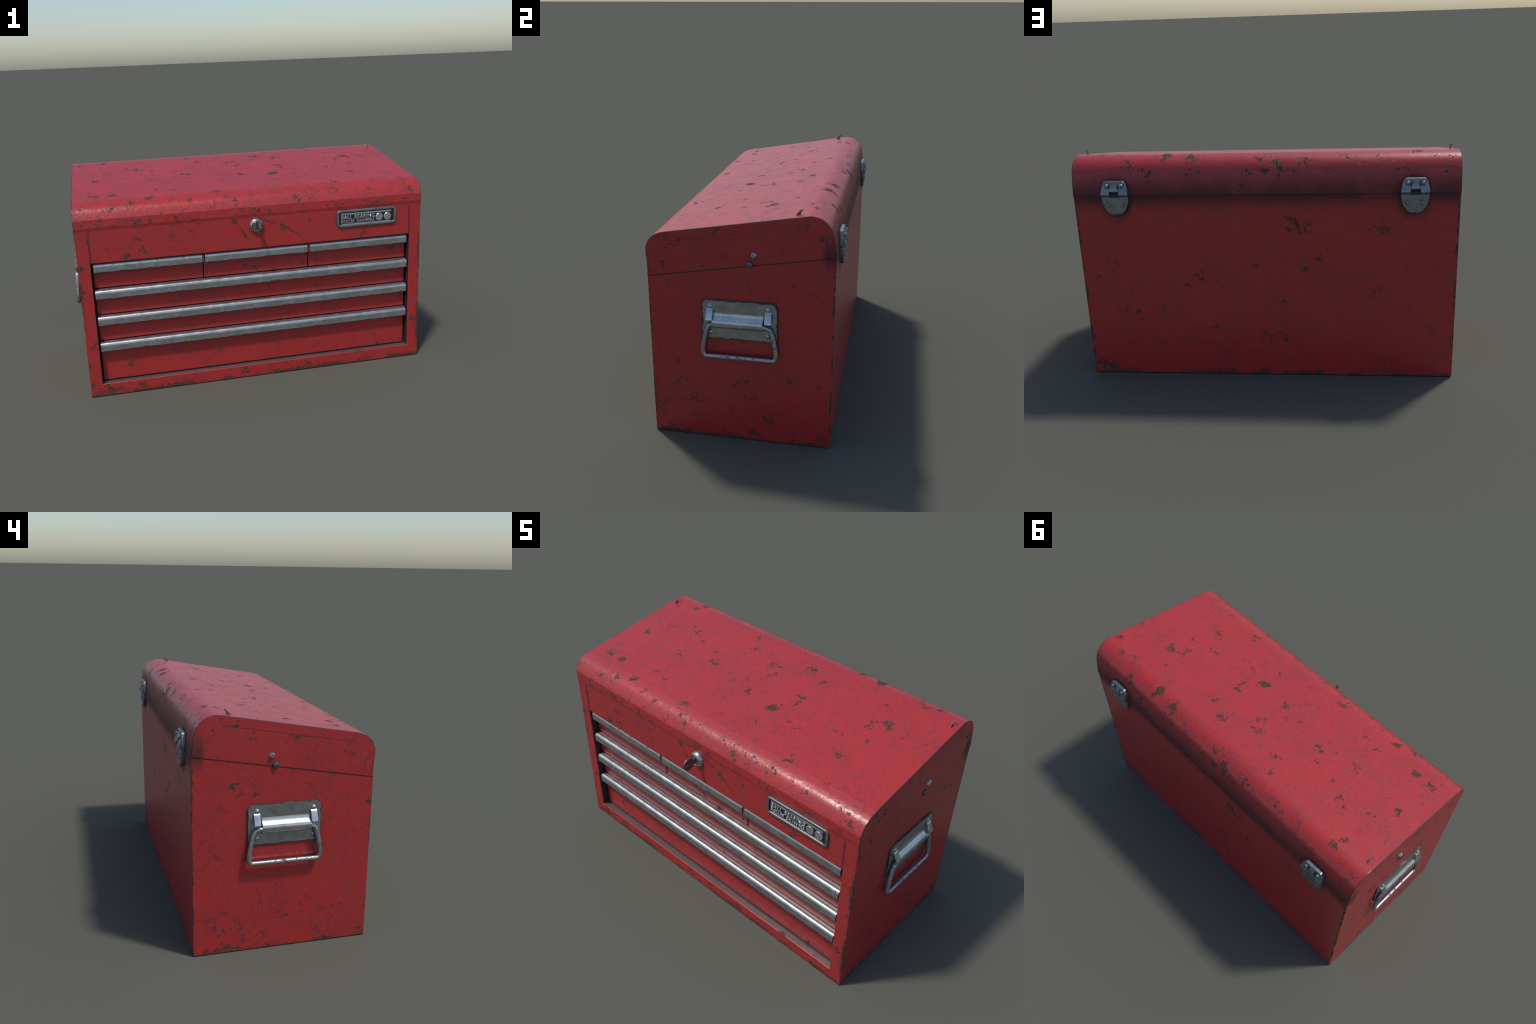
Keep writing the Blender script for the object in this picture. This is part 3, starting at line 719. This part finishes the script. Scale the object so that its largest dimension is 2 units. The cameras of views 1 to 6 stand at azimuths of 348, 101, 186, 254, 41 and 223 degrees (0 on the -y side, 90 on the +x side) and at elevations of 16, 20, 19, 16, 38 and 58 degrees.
for s in (1, -1):
    build_carry_handle(s)
    link("lid_bolt", finish(lathe([(0.0165, -0.003), (0.0165, 0.002), (0.0110, 0.0105), (0.0095, 0.0115), (0.0, 0.0115)], (s, 0, 0), (s * 0.9628, 0.1000, 0.9820), 8),
         "lid_bolt", 25), M_STEEL, LID)
    link("pivot_bolt", finish(lathe([(0.0158, -0.004), (0.0158, 0.003), (0.0140, 0.0075), (0.0090, 0.0100), (0.0040, 0.0106), (0.0, 0.0107)], (s, 0, 0), (s * 0.9628, 0.0825, 0.9370), 16),
         "pivot_bolt", 35), M_BOLT, LID)

# ================================================================== hinges (local frame: x along the pin, y out of the back, z up from the seam)
def build_hinge_meshes():
    parts = {}
    # upper leaf, two lobes and a bridge, waisted toward the top
    leaf = [(-0.0675, 0.002), (-0.0685, 0.016), (-0.0640, 0.048), (-0.0560, 0.068), (-0.0500, 0.076), (-0.0420, 0.079),
            (0.0420, 0.079), (0.0500, 0.076), (0.0560, 0.068), (0.0640, 0.048), (0.0685, 0.016), (0.0675, 0.002), (0.0225, 0.002), (0.0225, 0.030), (-0.0225, 0.030), (-0.0225, 0.002)]
    bm = prism(leaf, -0.012, 0.0115, "y")
    parts["hinge_leaf"] = finish(bm, "hinge_leaf", 35, 0.0045, 3, 50)
    bm = bmesh.new()
    lobe = [(0.0, 0.060), (0.0110, 0.060), (0.0150, 0.046), (0.0200, 0.033), (0.0250, 0.021), (0.0268, 0.0150), (0.0262, 0.0095), (0.0225, 0.0045), (0.0160, 0.0010), (0.0, 0.0005)]
    for x0, x1 in ((-0.0688, -0.0228), (0.0228, 0.0688)):
        prism(lobe, x0, x1, "x", bm)
    for v in bm.verts:                       # outer ends follow the waisted outline of the leaf
        if abs(v.co.x) > 0.05:
            v.co.x = math.copysign(0.0688 - 0.20 * max(0.0, v.co.z - 0.018), v.co.x)
    parts["hinge_barrel"] = finish(bm, "hinge_barrel", 50, 0.0020, 2, 60)
    bm = bmesh.new()
    rows = [(0.0720, 0.0150, 0.0105), (0.0640, 0.0160, 0.0165), (0.0520, 0.0180, 0.0225), (0.0390, 0.0205, 0.0270), (0.0290, 0.0225, 0.0275)]
    rings = []
    for z, hw, y in rows:
        rings.append([bm.verts.new((x * hw, yy, z)) for x, yy in ((-1.0, 0.004), (-1.0, y - 0.0045), (-0.8, y - 0.001), (-0.4, y), (0.4, y), (0.8, y - 0.001), (1.0, y - 0.0045), (1.0, 0.004))])
    for A, B in zip(rings, rings[1:]):
        for i in range(7):
            bm.faces.new((A[i], A[i + 1], B[i + 1], B[i]))
        bm.faces.new((A[7], A[0], B[0], B[7]))
    bm.faces.new(rings[0]); bm.faces.new(rings[-1][::-1])
    parts["hinge_knuckle"] = finish(bm, "hinge_knuckle", 45)
    parts["hinge_cavity_block"] = finish(prism([(0.0, -0.010), (0.0150, -0.007), (0.0178, -0.001), (0.0160, 0.008), (0.0090, 0.016), (0.0080, 0.032), (0.0, 0.032)], -0.0230, 0.0230), "hinge_cavity_block")
    lower = [(-0.0685, 0.001), (0.0685, 0.001), (0.0680, -0.022), (0.0610, -0.048), (0.0480, -0.072), (0.0330, -0.088), (0.0180, -0.0945),
             (-0.0180, -0.0945), (-0.0330, -0.088), (-0.0480, -0.072), (-0.0610, -0.048), (-0.0680, -0.022)]
    parts["hinge_flap"] = finish(prism(lower, -0.010, 0.0165, "y"), "hinge_flap", 35, 0.0035, 3, 50)
    parts["rivet_high"] = finish(lathe([(0.0118, -0.003), (0.0118, 0.0055), (0.0105, 0.0090), (0.0070, 0.0115), (0.0, 0.0120)], (0, 1, 0), (0, 0, 0), 24), "rivet_high", 45)
    parts["rivet_low"] = finish(lathe([(0.0118, -0.003), (0.0118, 0.0020), (0.0095, 0.0048), (0.0, 0.0056)], (0, 1, 0), (0, 0, 0), 24), "rivet_low", 45)
    return parts

HINGE = build_hinge_meshes()
for hx in (0.7415, -0.7415):
    at = Vector((hx, 0.4780, 0.9925))
    leaf = link("hinge", HINGE["hinge_leaf"], M_HINGE, ROOT, at)
    for key in ("hinge_barrel", "hinge_knuckle", "hinge_flap"):
        link(key, HINGE[key], M_HINGE, leaf, (0, 0, 0))
    link("hinge_cavity_block", HINGE["hinge_cavity_block"], M_CAVITY, leaf, (0, 0, 0))
    for dx in (-0.0365, 0.0365):
        link("hinge_rivet", HINGE["rivet_high"], M_HINGE, leaf, (dx, 0.0115, 0.0555))
        link("hinge_rivet", HINGE["rivet_low"], M_HINGE, leaf, (dx, 0.0165, -0.0400))
